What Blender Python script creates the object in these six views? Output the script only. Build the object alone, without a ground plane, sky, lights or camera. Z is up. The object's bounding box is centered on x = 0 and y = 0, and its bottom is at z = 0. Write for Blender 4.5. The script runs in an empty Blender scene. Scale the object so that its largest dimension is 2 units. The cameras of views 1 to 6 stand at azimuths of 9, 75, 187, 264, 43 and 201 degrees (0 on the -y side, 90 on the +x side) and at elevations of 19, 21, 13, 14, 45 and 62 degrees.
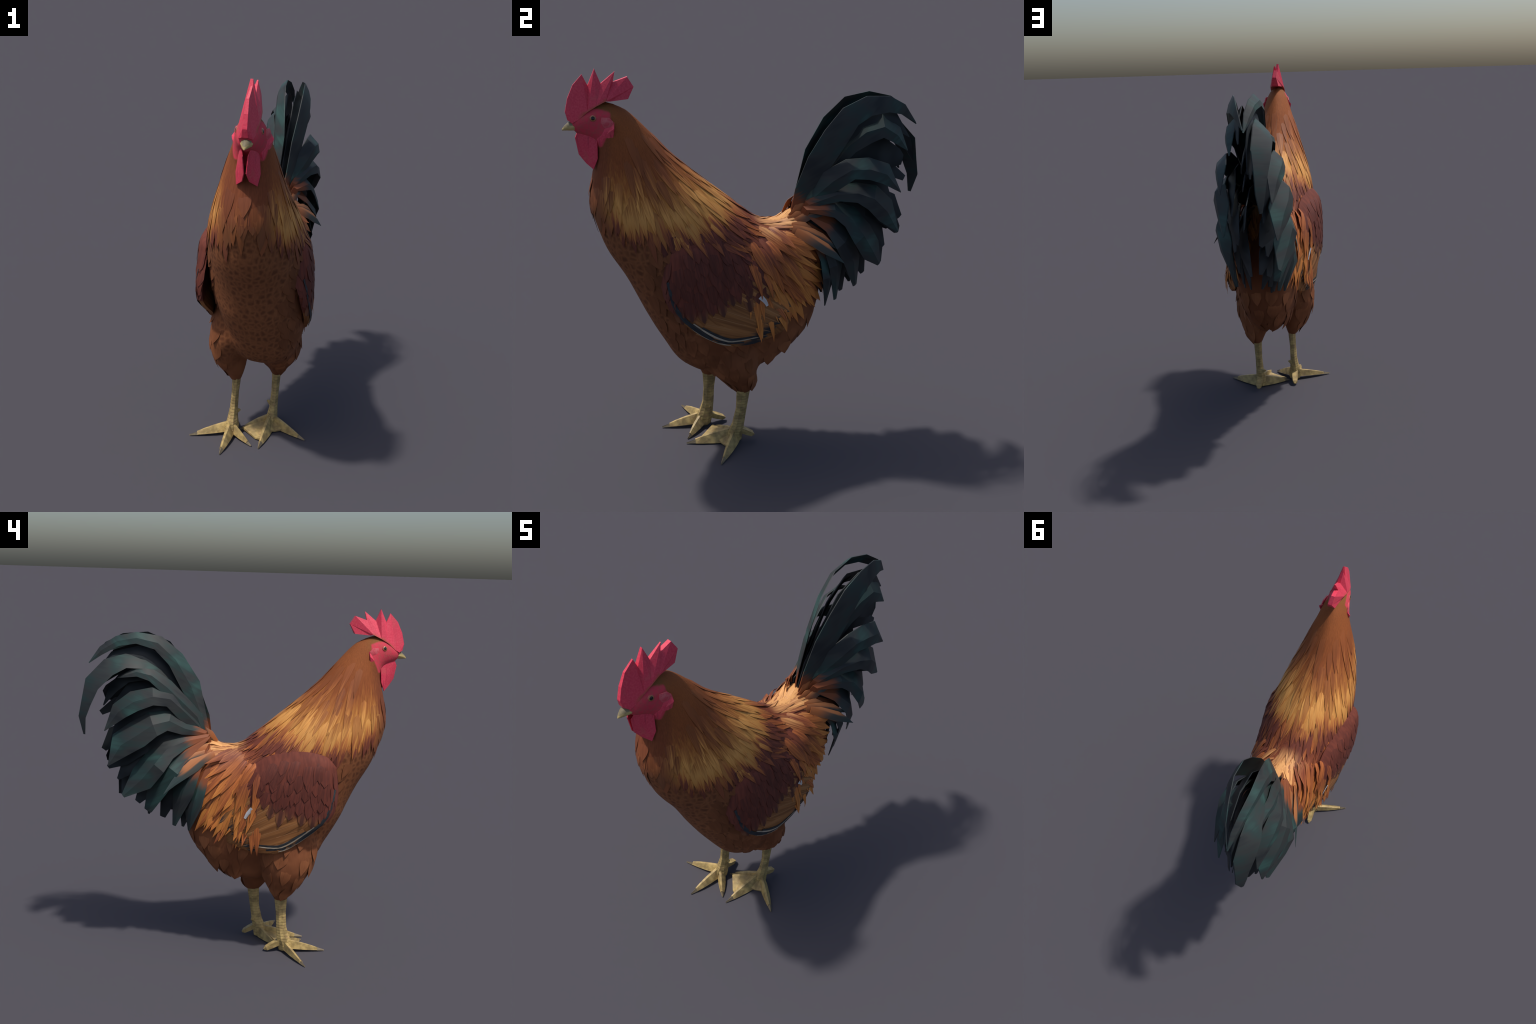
import bpy, math, random
import numpy as np
from mathutils import Vector, Matrix
from mathutils.bvhtree import BVHTree

random.seed(7)
V = Vector

# ------------------------------------------------------------------ node helpers
class Sock:
    """tiny arithmetic wrapper round a node socket"""
    def __init__(s, tree, sock): s.t, s.s = tree, sock
    def _m(s, op, *a, clamp=False):
        n = s.t.nodes.new('ShaderNodeMath'); n.operation = op; n.use_clamp = clamp
        for i, v in enumerate((s,) + a):
            if isinstance(v, Sock): s.t.links.new(v.s, n.inputs[i])
            else: n.inputs[i].default_value = v
        return Sock(s.t, n.outputs[0])
    def __add__(s, o): return s._m('ADD', o)
    def __sub__(s, o): return s._m('SUBTRACT', o)
    def __mul__(s, o): return s._m('MULTIPLY', o)
    def __truediv__(s, o): return s._m('DIVIDE', o)
    def neg(s): return s._m('MULTIPLY', -1.0)
    def sqrt(s): return s._m('SQRT')
    def abs(s): return s._m('ABSOLUTE')
    def clamp(s): return s._m('ADD', 0.0, clamp=True)
    def atan2(s, o): return s._m('ARCTAN2', o)
    def frac(s): return s._m('FRACT')
    def step(s, a, b):
        """smooth 0..1 ramp as the value goes from a to b (a may exceed b)"""
        n = s.t.nodes.new('ShaderNodeMapRange'); n.interpolation_type = 'SMOOTHSTEP'
        s.t.links.new(s.s, n.inputs[0])
        lo, hi, x, y = (a, b, 0.0, 1.0) if a < b else (b, a, 1.0, 0.0)
        for i, v in zip((1, 2, 3, 4), (lo, hi, x, y)): n.inputs[i].default_value = v
        return Sock(s.t, n.outputs[0])

class Mat:
    def __init__(m, name, rough=0.7, spec=0.25):
        m.mat = bpy.data.materials.new(name); m.mat.use_nodes = True
        m.t = m.mat.node_tree; m.t.nodes.clear()
        m.out = m.t.nodes.new('ShaderNodeOutputMaterial')
        m.b = m.t.nodes.new('ShaderNodeBsdfPrincipled')
        m.t.links.new(m.b.outputs[0], m.out.inputs[0])
        m.b.inputs['Roughness'].default_value = rough
        m.b.inputs['Specular IOR Level'].default_value = spec
        m.tc = m.t.nodes.new('ShaderNodeTexCoord')
        m.obj = m.tc.outputs['Object']
        m.geo = m.t.nodes.new('ShaderNodeNewGeometry')
        m.pos = m.geo.outputs['Position']
        m.rnd = Sock(m.t, m.t.nodes.new('ShaderNodeObjectInfo').outputs['Random'])
    def xyz(m, vec):
        n = m.t.nodes.new('ShaderNodeSeparateXYZ'); m.t.links.new(vec, n.inputs[0])
        return [Sock(m.t, o) for o in n.outputs]
    def vec(m, *c):
        n = m.t.nodes.new('ShaderNodeCombineXYZ')
        for i, v in enumerate(c):
            if isinstance(v, Sock): m.t.links.new(v.s, n.inputs[i])
            else: n.inputs[i].default_value = v
        return n.outputs[0]
    def noise(m, vec, scale=5, detail=3, rough=0.55):
        n = m.t.nodes.new('ShaderNodeTexNoise'); m.t.links.new(vec, n.inputs['Vector'])
        n.inputs['Scale'].default_value = scale; n.inputs['Detail'].default_value = detail
        n.inputs['Roughness'].default_value = rough
        return Sock(m.t, n.outputs[0])
    def voronoi(m, vec, scale, feature='F1', rand=1.0):
        n = m.t.nodes.new('ShaderNodeTexVoronoi'); n.feature = feature
        m.t.links.new(vec, n.inputs['Vector'])
        n.inputs['Scale'].default_value = scale; n.inputs['Randomness'].default_value = rand
        return Sock(m.t, n.outputs['Distance'])
    def mix(m, f, a, b):
        n = m.t.nodes.new('ShaderNodeMix'); n.data_type = 'RGBA'
        if isinstance(f, Sock): m.t.links.new(f.s, n.inputs[0])
        else: n.inputs[0].default_value = f
        for i, v in ((6, a), (7, b)):
            if isinstance(v, tuple): n.inputs[i].default_value = (*v, 1)
            else: m.t.links.new(v, n.inputs[i])
        return n.outputs[2]
    def ramp(m, f, stops):
        n = m.t.nodes.new('ShaderNodeValToRGB'); m.t.links.new(f.s, n.inputs[0])
        e = n.color_ramp.elements
        while len(e) < len(stops): e.new(0.5)
        for el, (p, c) in zip(e, stops): el.position = p; el.color = (*c, 1)
        return n.outputs[0]
    def scale(m, col, f):
        n = m.t.nodes.new('ShaderNodeVectorMath'); n.operation = 'SCALE'
        m.t.links.new(col, n.inputs[0])
        if isinstance(f, Sock): m.t.links.new(f.s, n.inputs['Scale'])
        else: n.inputs['Scale'].default_value = f
        return n.outputs[0]
    def color(m, c):
        if isinstance(c, tuple): m.b.inputs['Base Color'].default_value = (*c, 1)
        else: m.t.links.new(c, m.b.inputs['Base Color'])
        return m
    def bump(m, h, strength=0.3, dist=0.004):
        n = m.t.nodes.new('ShaderNodeBump')
        n.inputs['Strength'].default_value = strength; n.inputs['Distance'].default_value = dist
        m.t.links.new(h.s, n.inputs['Height']); m.t.links.new(n.outputs[0], m.b.inputs['Normal'])

# ------------------------------------------------------------------ colours (linear base colours)
RUST_D = (0.20, 0.062, 0.020)
RUST   = (0.285, 0.086, 0.026)
AMBER  = (0.46, 0.185, 0.040)
GOLD   = (0.66, 0.315, 0.085)
MAROON = (0.125, 0.034, 0.024)
MAHOG  = (0.200, 0.055, 0.024)
BROWN  = (0.205, 0.080, 0.032)
BROWN_D = (0.130, 0.046, 0.020)
CREAM  = (0.66, 0.335, 0.125)
ORANGE = (0.52, 0.185, 0.042)
RED    = (0.62, 0.050, 0.085)
TEAL   = (0.024, 0.043, 0.042)
TEAL_L = (0.034, 0.078, 0.070)
SLATE  = (0.034, 0.038, 0.038)
INK    = (0.022, 0.028, 0.032)
LEG    = (0.43, 0.31, 0.125)

HP = (-0.68, 1.88)      # the hackle fans out from here (y, z), on the crown
SP = (-0.12, 1.30)      # the saddle fans out from here, above the wings

def polar(m, vec, pivot):
    x, y, z = m.xyz(vec)
    dy, dz = y - pivot[0], z - pivot[1]
    r = (dy * dy + dz * dz).sqrt()
    th = dy.atan2(dz.neg())
    return x, y, z, dy, dz, r, th

def radial_streak(m, vec, pivot, freq, along=3.0, detail=4):
    """streaks that run outwards from the pivot"""
    x, y, z, dy, dz, r, th = polar(m, vec, pivot)
    rr = (r * r + x * x).sqrt() + 0.03
    return m.noise(m.vec(x / rr * freq, dy / rr * freq, dz / rr * freq + rr * along), 1.0, detail, 0.6)

def hackle_colour(m, vec, streak):
    """rust crown and neck, a golden band, mahogany beyond it; the throat stays rust"""
    x, y, z, dy, dz, r, th = polar(m, vec, HP)
    rho = r / (th * 0.28 + 0.63) + (streak - 0.5) * 0.52
    side = m.ramp(rho, [(0.0, (0.235, 0.075, 0.025)), (0.22, RUST), (0.47, (0.25, 0.072, 0.023)), (0.61, (0.36, 0.125, 0.033)),
                        (0.70, (0.48, 0.195, 0.048)), (0.81, GOLD), (0.88, (0.56, 0.245, 0.060)), (0.95, (0.36, 0.115, 0.033)), (1.0, (0.15, 0.040, 0.024))])
    front = m.ramp(rho, [(0.0, RUST), (0.35, (0.20, 0.060, 0.023)), (0.6, (0.19, 0.054, 0.023)), (0.85, (0.20, 0.060, 0.025)),
                         (1.0, BROWN)])
    col = m.mix((th + (streak - 0.5) * 0.25).step(-0.22, -0.02), front, side)
    return col, rho, th

def mat_body():
    m = Mat('plumage', 0.75, 0.18)
    o = m.obj
    x, y, z = m.xyz(o)
    st = radial_streak(m, o, HP, 38)
    hack, rho, th = hackle_colour(m, o, st)
    # breast and belly: small scalloped feathers, paler at the rim
    wob = m.noise(o, 9, 2)
    p = m.vec(x * 1.0, y + (wob - 0.5) * 0.03, z * 0.85)
    fine0 = m.noise(o, 60, 2)
    sc = m.voronoi(p, 34, 'DISTANCE_TO_EDGE', 0.7)
    fine = m.noise(m.vec(x * 60, y * 60, z * 14), 1.0, 3)
    br = m.mix((sc + (fine0 - 0.5) * 0.22).step(0.40, -0.04), (0.132, 0.046, 0.020), (0.255, 0.096, 0.039))
    br = m.mix((fine).step(0.40, 0.80) * 0.7, br, (0.185, 0.064, 0.025))
    big = m.noise(o, 4.5, 3)
    flank = m.mix(big.step(0.35, 0.7), (0.175, 0.058, 0.024), (0.275, 0.100, 0.042))
    frontmask = y.step(-0.30, -0.45)
    col = m.mix(frontmask, flank, br)
    hack = m.scale(hack, radial_streak(m, o, HP, 95, 5.0) * 0.9 + 0.55)
    # the back between hackle and saddle is mahogany
    sst = radial_streak(m, o, SP, 30)
    back = m.mix(sst.step(0.3, 0.7), (0.14, 0.038, 0.023), (0.25, 0.070, 0.030))
    upper = (z + (y * 0.1)).step(0.98, 1.08)
    col = m.mix(upper * y.step(-0.50, -0.38), col, back)
    # pale cream patch where the saddle meets the tail
    cy, cz = (y - 0.115) / 0.13, (z - 1.27) / 0.10
    d = (cy * cy + cz * cz + x * x * 60.0).sqrt() + (sst - 0.5) * 1.3
    col = m.mix(d.step(1.0, 0.5), col, CREAM)
    # rump and vent
    col = m.mix(y.step(0.20, 0.30) * z.step(1.22, 1.1), col, (0.17, 0.055, 0.022))
    # hackle
    inh = (rho + y * 0.0).step(1.03, 0.95)
    col = m.mix(inh, col, hack)
    # crown olive-brown, then the bare red face
    crown = (y.step(-0.65, -0.73)) * (z.step(1.76, 1.81))
    col = m.mix(crown * 0.7, col, (0.20, 0.095, 0.028))
    n2 = m.noise(o, 26, 3)
    top = z - (y + 0.70) * -0.25 + (n2 - 0.5) * 0.02
    face = (y + (z - 1.75).neg()._m('MAXIMUM', 0.0) * 0.5).step(-0.690, -0.702) * top.step(1.818, 1.806) * (z + (y + 0.765).step(0.005, -0.005) * 0.05 + (n2 - 0.5) * 0.012).step(1.648, 1.660)
    skin = m.mix(m.noise(o, 70, 3).step(0.35, 0.7), RED, (0.50, 0.075, 0.085))
    col = m.mix(face, col, skin)
    m.color(col)
    m.bump(fine + st, 0.35, 0.004)
    return m.mat

def feather_local(m, freq=220.0, along=9.0):
    """barbs and shaft in the feather's own frame: x across, y along"""
    lx, ly, lz = m.xyz(m.obj)
    off = m.rnd * 37.0
    barb = m.noise(m.vec(lx * freq + off, ly * along + off, off), 1.0, 3, 0.6)
    return lx, ly, lz, barb

def mat_hackle():
    m = Mat('hackle_plume', 0.62, 0.25)
    lx, ly, lz, barb = feather_local(m, 150, 6)
    st = barb * 0.80 + m.rnd * 0.26 - 0.03
    col, rho, th = hackle_colour(m, m.pos, st)
    col = m.mix((m.rnd * 7.3).frac().step(0.72, 0.80) * 0.55, col, (0.27, 0.085, 0.027))
    col = m.scale(col, barb * 0.75 + m.rnd * 0.25 + 0.50)
    m.color(col); m.bump(barb, 0.25, 0.003)
    return m.mat

def mat_saddle():
    m = Mat('saddle_plume', 0.6, 0.28)
    lx, ly, lz, barb = feather_local(m, 150, 6)
    x, y, z, dy, dz, r, th = polar(m, m.pos, SP)
    q = r + (barb - 0.5) * 0.34 + (m.rnd - 0.5) * 0.26
    col = m.ramp(q * 1.4, [(0.0, (0.15, 0.040, 0.024)), (0.22, (0.21, 0.055, 0.025)), (0.5, (0.44, 0.138, 0.034)), (0.68, (0.60, 0.225, 0.050)),
                           (0.86, (0.55, 0.185, 0.042)), (1.0, (0.48, 0.145, 0.036))])
    red = m.mix(barb.step(0.3, 0.7), (0.28, 0.075, 0.026), (0.46, 0.14, 0.036))
    col = m.mix(m.rnd.step(0.68, 0.74), col, red)
    cr = (z + (barb - 0.5) * 0.12 + (m.rnd - 0.5) * 0.06).step(1.165, 1.26) * y.step(-0.03, 0.05)
    col = m.mix(cr, col, CREAM)
    shaft = lx.abs().step(0.0012, 0.0)
    col = m.scale(col, barb * 0.95 + 0.50)
    m.color(col); m.bump(barb, 0.3, 0.003)
    return m.mat

def mat_tail(name, dark):
    m = Mat(name, 0.55, 0.25)
    lx, ly, lz, barb = feather_local(m, 60, 5)
    big = m.noise(m.vec(lx * 9 + m.rnd * 31.0, ly * 6.5, m.rnd * 9.0), 1.0, 1)
    if dark:
        col = m.mix(big.step(0.35, 0.7), (0.012, 0.016, 0.019), (0.030, 0.036, 0.040))
    else:
        sheen = (big * 0.9 + 0.04 + (barb - 0.5) * 0.35)  # green gloss of the lit feathers painted as noisy teal over slate
        col = m.ramp(sheen, [(0.30, (0.020, 0.024, 0.027)), (0.44, SLATE), (0.56, TEAL), (0.72, TEAL_L)])
        shaft = lx.abs().step(0.0018, 0.0006)
        col = m.mix(shaft * 0.5, col, (0.075, 0.08, 0.075))
        x, y, z = m.xyz(m.pos)
        root = (ly + (barb - 0.5) * 0.10).step(0.130, 0.060)
        col = m.mix(root, col, (0.215, 0.064, 0.025))
    m.color(col); m.bump(barb, 0.2, 0.003)
    return m.mat

def mat_tail_covert():
    m = Mat('tail_covert_plume', 0.5, 0.3)
    lx, ly, lz, barb = feather_local(m, 110, 5)
    edge = (lx.abs() + (barb - 0.5) * 0.02)
    q = ly + (barb - 0.5) * 0.08
    base = m.mix((q + m.rnd * 0.12).step(0.10, 0.22), (0.37, 0.120, 0.038), (0.055, 0.055, 0.048))
    base = m.mix(edge.step(0.014, 0.026), base, (0.40, 0.15, 0.055))
    base = m.mix(q.step(0.17, 0.25), base, (0.032, 0.05, 0.05))
    m.color(m.scale(base, barb * 0.6 + 0.7))
    return m.mat

def mat_wing():
    m = Mat('wing_plumage', 0.7, 0.2)
    x, y, z = m.xyz(m.obj)
    st = m.noise(m.vec(x * 20, y * 55, z * 9), 1.0, 4)
    low = m.noise(m.vec(x * 10, (y + z) * 55, (y - z) * 5), 1.0, 4)
    col = m.mix(st.step(0.3, 0.75), MAROON, (0.19, 0.050, 0.032))
    brown = m.mix(low.step(0.3, 0.7), (0.20, 0.078, 0.026), (0.36, 0.155, 0.055))
    b = (z - y * 0.16 + (st - 0.5) * 0.10)
    col = m.mix(b.step(0.93, 0.89), col, brown)
    m.color(col); m.bump(st, 0.25, 0.003)
    return m.mat

def mat_covert():
    m = Mat('wing_covert_plume', 0.62, 0.22)
    lx, ly, lz, barb = feather_local(m, 130, 8)
    x, y, z = m.xyz(m.pos)
    col = m.mix(barb.step(0.3, 0.75), (0.095, 0.027, 0.020), (0.155, 0.040, 0.026))
    fr = ((z - y * 0.18) + (barb - 0.5) * 0.05 + (m.rnd - 0.5) * 0.06).step(0.965, 0.90)
    pale = m.mix(lx.abs().step(0.006, 0.016), (0.085, 0.036, 0.026), (0.24, 0.098, 0.042))
    col = m.mix(fr * 0.75, col, pale)
    m.color(m.scale(col, m.rnd * 0.3 + 0.85)); m.bump(barb, 0.2, 0.003)
    return m.mat

def mat_flight():
    m = Mat('flight_plume', 0.55, 0.25)
    lx, ly, lz, barb = feather_local(m, 55, 1.6)
    col = m.mix(barb.step(0.3, 0.7), (0.20, 0.078, 0.026), (0.38, 0.165, 0.056))
    col = m.mix((ly + lx * 1.5 + (barb - 0.5) * 0.04).step(0.27, 0.32), col, (0.03, 0.032, 0.036))
    col = m.mix(lx.abs().step(0.0022, 0.0008) * 0.5, col, (0.45, 0.24, 0.11))
    m.color(col); m.bump(barb, 0.2, 0.003)
    return m.mat

def mat_plain(name, a, b, rough=0.6, freq=90):
    m = Mat(name, rough, 0.25)
    lx, ly, lz, barb = feather_local(m, freq, 8)
    m.color(m.mix(barb.step(0.3, 0.7), a, b)); m.bump(barb, 0.2, 0.003)
    return m.mat

def mat_body_feather():
    m = Mat('down_plume', 0.75, 0.15)
    lx, ly, lz, barb = feather_local(m, 110, 10)
    big = m.noise(m.pos, 5, 3)
    col = m.mix(big.step(0.35, 0.7), (0.165, 0.056, 0.023), (0.30, 0.110, 0.046))
    y = m.xyz(m.pos)[1]
    col = m.mix(y.step(-0.36, -0.46) * 0.7, col, (0.155, 0.056, 0.024))
    col = m.scale(col, barb * 0.5 + m.rnd * 0.3 + 0.62)
    m.color(col); m.bump(barb, 0.3, 0.003)
    return m.mat

def mat_flesh():
    m = Mat('comb_flesh', 0.5, 0.35)
    n = m.noise(m.obj, 120, 3); n2 = m.noise(m.obj, 14, 2)
    col = m.mix(n.step(0.3, 0.75), (0.66, 0.040, 0.085), (0.74, 0.075, 0.12))
    col = m.mix(n2.step(0.58, 0.72) * 0.5, col, (0.62, 0.10, 0.11))
    x, y, z = m.xyz(m.obj)
    fold = m.noise(m.vec(x * 30, y * 55, z * 6), 1.0, 2)
    col = m.mix(fold.step(0.45, 0.32) * z.step(1.74, 1.70) * 0.6, col, (0.40, 0.020, 0.05))  # darker red vertical streaks on the wattles, drawn in the colour by stretched noise
    foot = (z - (y + 0.84) * 0.536 + (n2 - 0.5) * 0.03)
    col = m.mix(foot.step(1.806, 1.786) * y.step(-0.85, -0.80) * y.step(-0.700, -0.715) * z.step(1.765, 1.79) * 0.8, col, (0.34, 0.105, 0.035))
    m.color(col); m.bump(n, 0.3, 0.002)
    m.b.inputs['Subsurface Weight'].default_value = 0.08
    m.b.inputs['Subsurface Radius'].default_value = (0.02, 0.006, 0.004)
    return m.mat

def mat_ear():
    m = Mat('ear_skin', 0.5, 0.3)
    n = m.noise(m.obj, 60, 3)
    m.color(m.mix(n.step(0.35, 0.65), (0.60, 0.065, 0.095), (0.63, 0.14, 0.155)))
    return m.mat

def mat_beak():
    m = Mat('beak_horn', 0.6, 0.25)
    x, y, z = m.xyz(m.obj)
    n = m.noise(m.vec(x * 60, y * 20, z * 90), 1.0, 3)
    top = (z + (y + 0.86) * -0.35 + (n - 0.5) * 0.03)
    col = m.mix(top.step(1.748, 1.766), (0.52, 0.40, 0.16), (0.17, 0.145, 0.09))
    m.color(m.scale(col, n * 0.6 + 0.7))
    return m.mat

def mat_eye():
    m = Mat('eye', 0.12, 0.5)
    x, y, z = m.xyz(m.obj)
    r = (y * y + z * z).sqrt()
    col = m.ramp(r * 44.0, [(0.0, (0.008, 0.007, 0.007)), (0.36, (0.010, 0.008, 0.008)), (0.44, (0.42, 0.16, 0.05)),
                            (0.54, (0.36, 0.13, 0.06)), (0.64, (0.42, 0.06, 0.07))])
    m.color(col)
    return m.mat

def mat_leg(name, plates):
    m = Mat(name, 0.5, 0.3)
    x, y, z = m.xyz(m.obj)
    n = m.noise(m.obj, 24, 4); n2 = m.noise(m.obj, 55, 3); n3 = m.noise(m.obj, 13, 2)
    col = m.mix(n.step(0.36, 0.64), (0.27, 0.195, 0.080), (0.50, 0.360, 0.140))
    col = m.mix(n2.step(0.52, 0.72) * 0.55, col, (0.40, 0.235, 0.125))
    col = m.mix(n3.step(0.54, 0.70) * 0.4, col, (0.22, 0.165, 0.085))
    if plates:
        w = ((z + n2 * 0.010) * 60.0).frac()
        plate = w.step(0.0, 0.22) * w.step(1.0, 0.80)
        col = m.scale(col, plate * 0.20 + 0.82)
        m.bump(plate, 0.35, 0.003)
    else: m.bump(n2, 0.4, 0.004)
    m.color(col)
    return m.mat

MT = dict(body=mat_body(), hackle=mat_hackle(), saddle=mat_saddle(), tail=mat_tail('tail_plume', False),
          inner=mat_tail('inner_tail_plume', True), tcov=mat_tail_covert(), wing=mat_wing(), covert=mat_covert(),
          flight=mat_flight(), dark=mat_plain('dark_quill', (0.018, 0.020, 0.024), (0.045, 0.05, 0.055)),
          pale=mat_plain('pale_quill', (0.30, 0.24, 0.17), (0.50, 0.42, 0.32)),
          white=mat_plain('white_plume', (0.55, 0.53, 0.53), (0.70, 0.68, 0.68)),
          down=mat_body_feather(), flesh=mat_flesh(), ear=mat_ear(), beak=mat_beak(), eye=mat_eye(), leg=mat_leg('leg_scales', True), toe=mat_leg('toe_skin', False),
          claw=mat_plain('claw_horn', (0.13, 0.105, 0.07), (0.22, 0.17, 0.10), 0.45))

# ------------------------------------------------------------------ object helpers
COL = bpy.context.scene.collection
def empty(name):
    o = bpy.data.objects.new(name, None); COL.objects.link(o); return o
rooster = empty('rooster')
rooster['label'] = 'rust and gold rooster with red comb and dark green tail'
rooster['category'] = 'rooster'

def add(name, verts, faces, mat, parent, smooth=None, local=None):
    """mesh object; with local (a matrix) the mesh is stored in that frame"""
    me = bpy.data.meshes.new(name)
    if local is not None:
        inv = local.inverted(); verts = [inv @ V(v) for v in verts]
    me.from_pydata([tuple(v) for v in verts], [], faces); me.update()
    me.materials.append(mat)
    if smooth is not None:
        me.polygons.foreach_set('use_smooth', [True] * len(me.polygons))
        if smooth < 180: me.set_sharp_from_angle(angle=math.radians(smooth))
    o = bpy.data.objects.new(name, me); COL.objects.link(o)
    o.parent = parent
    if local is not None: o.matrix_world = local
    return o

def fix_normals(o):
    import bmesh
    bm = bmesh.new(); bm.from_mesh(o.data); bmesh.ops.recalc_face_normals(bm, faces=bm.faces); bm.to_mesh(o.data); bm.free()

def rings_mesh(rings):
    """closed tube through equal-length rings, fans at both ends"""
    n = len(rings[0]); vs = [v for r in rings for v in r]; fs = []
    for i in range(len(rings) - 1):
        for j in range(n):
            k = (j + 1) % n
            fs.append((i * n + j, i * n + k, (i + 1) * n + k, (i + 1) * n + j))
    fs.append(tuple(range(n))[::-1]); fs.append(tuple((len(rings) - 1) * n + j for j in range(n)))
    return vs, fs

def catmull(pts, n):
    """n samples along a Catmull-Rom curve through tuples of any length"""
    P = np.array(pts, float); P = np.vstack([2 * P[0] - P[1], P, 2 * P[-1] - P[-2]])
    out = []
    for s in np.linspace(0, len(pts) - 1 - 1e-9, n):
        i = int(s); t = s - i; a, b, c, d = P[i:i + 4]
        out.append(0.5 * (2 * b + (c - a) * t + (2 * a - 5 * b + 4 * c - d) * t * t + (3 * b - a - 3 * c + d) * t ** 3))
    return out

# ------------------------------------------------------------------ the body surface
# cross-sections from the face to the rump: back point (y, z), belly point (y, z), half width, centre x at back and belly
# (the bird leans its belly over its left leg)
SECT = [
    (-0.880, 1.775, -0.870, 1.735, 0.018, 0.024, 0.024),
    (-0.850, 1.797, -0.848, 1.710, 0.040, 0.022, 0.022),
    (-0.790, 1.842, -0.800, 1.685, 0.056, 0.021, 0.021),
    (-0.720, 1.854, -0.768, 1.650, 0.068, 0.019, 0.019),
    (-0.660, 1.834, -0.768, 1.595, 0.080, 0.018, 0.018),
    (-0.600, 1.797, -0.788, 1.535, 0.094, 0.016, 0.018),
    (-0.512, 1.702, -0.806, 1.450, 0.126, 0.012, 0.016),
    (-0.428, 1.604, -0.813, 1.365, 0.154, 0.008, 0.016),
    (-0.320, 1.506, -0.788, 1.262, 0.188, 0.004, 0.018),
    (-0.195, 1.401, -0.746, 1.135, 0.222, 0.004, 0.020),
    (-0.090, 1.311, -0.664, 0.990, 0.243, 0.008, 0.026),
    (-0.020, 1.256, -0.590, 0.825, 0.250, 0.012, 0.036),
    (0.030, 1.230, -0.508, 0.665, 0.247, 0.015, 0.054),
    (0.085, 1.228, -0.412, 0.524, 0.238, 0.018, 0.066),
    (0.130, 1.236, -0.268, 0.464, 0.222, 0.020, 0.074),
    (0.165, 1.262, -0.085, 0.418, 0.198, 0.022, 0.034),
    (0.200, 1.278, 0.085, 0.462, 0.182, 0.024, 0.026),
    (0.240, 1.262, 0.200, 0.555, 0.166, 0.026, 0.028),
    (0.285, 1.215, 0.290, 0.675, 0.130, 0.028, 0.030),
    (0.325, 1.150, 0.332, 0.830, 0.076, 0.028, 0.028),
    (0.340, 1.080, 0.345, 0.940, 0.020, 0.028, 0.028),
]
NA = 48
def body_rings():
    rings = []
    for ty, tz, by, bz, a, c0, c1 in catmull(SECT, 70):
        r = []
        for j in range(NA):
            ph = 2 * math.pi * j / NA
            c, s = math.cos(ph), math.sin(ph)
            k = (1 - c) / 2                                   # 0 on the back, 1 on the belly
            w = math.copysign(abs(s) ** (0.86 + 0.39 * max(0.0, c) - max(0.0, -c) * (0.18 if bz < 0.62 else -0.14 if bz > 0.85 else 0.0)), s) * a
            r.append((c0 + (c1 - c0) * k + w, ty + (by - ty) * k, tz + (bz - tz) * k))
        rings.append(r)
    return rings

# thigh sections: centre x, y, z, half width, half depth
THIGH_R = [(-0.105, -0.250, 0.80, 0.095, 0.140), (-0.115, -0.262, 0.70, 0.105, 0.165), (-0.124, -0.268, 0.60, 0.108, 0.164),
           (-0.128, -0.258, 0.51, 0.100, 0.135), (-0.114, -0.245, 0.425, 0.080, 0.100), (-0.097, -0.235, 0.365, 0.050, 0.060),
           (-0.088, -0.236, 0.315, 0.026, 0.036)]
THIGH_L = [(0.125, -0.165, 0.80, 0.098, 0.140), (0.136, -0.178, 0.70, 0.108, 0.150), (0.142, -0.178, 0.60, 0.106, 0.146),
           (0.138, -0.160, 0.51, 0.112, 0.138), (0.122, -0.134, 0.425, 0.098, 0.112), (0.122, -0.102, 0.365, 0.058, 0.080),
           (0.115, -0.088, 0.305, 0.026, 0.040)]

def thigh_rings(sec):
    return [[(cx + rx * math.cos(2 * math.pi * j / 24), cy + ry * math.sin(2 * math.pi * j / 24), cz) for j in range(24)]
            for cx, cy, cz, rx, ry in catmull(sec, 16)]

def build_body():
    vs, fs = [], []
    for rings in (body_rings(), thigh_rings(THIGH_R), thigh_rings(THIGH_L)):
        v, f = rings_mesh(rings); o = len(vs); vs += v; fs += [tuple(i + o for i in q) for q in f]
    tmp = add('body_blank', vs, fs, MT['body'], None)
    fix_normals(tmp)
    r = tmp.modifiers.new('r', 'REMESH'); r.mode = 'VOXEL'; r.voxel_size = 0.0125
    s = tmp.modifiers.new('s', 'SMOOTH'); s.iterations = 7; s.factor = 0.5
    d = tmp.modifiers.new('d', 'DECIMATE'); d.ratio = 0.22
    dg = bpy.context.evaluated_depsgraph_get()
    me = bpy.data.meshes.new_from_object(tmp.evaluated_get(dg))
    bpy.data.objects.remove(tmp)
    return me

body = build_body()
bv = [v.co.copy() for v in body.vertices]; bn = [v.normal.copy() for v in body.vertices]
bf = [tuple(p.vertices) for p in body.polygons]
BODY = BVHTree.FromPolygons(bv, bf)

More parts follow.
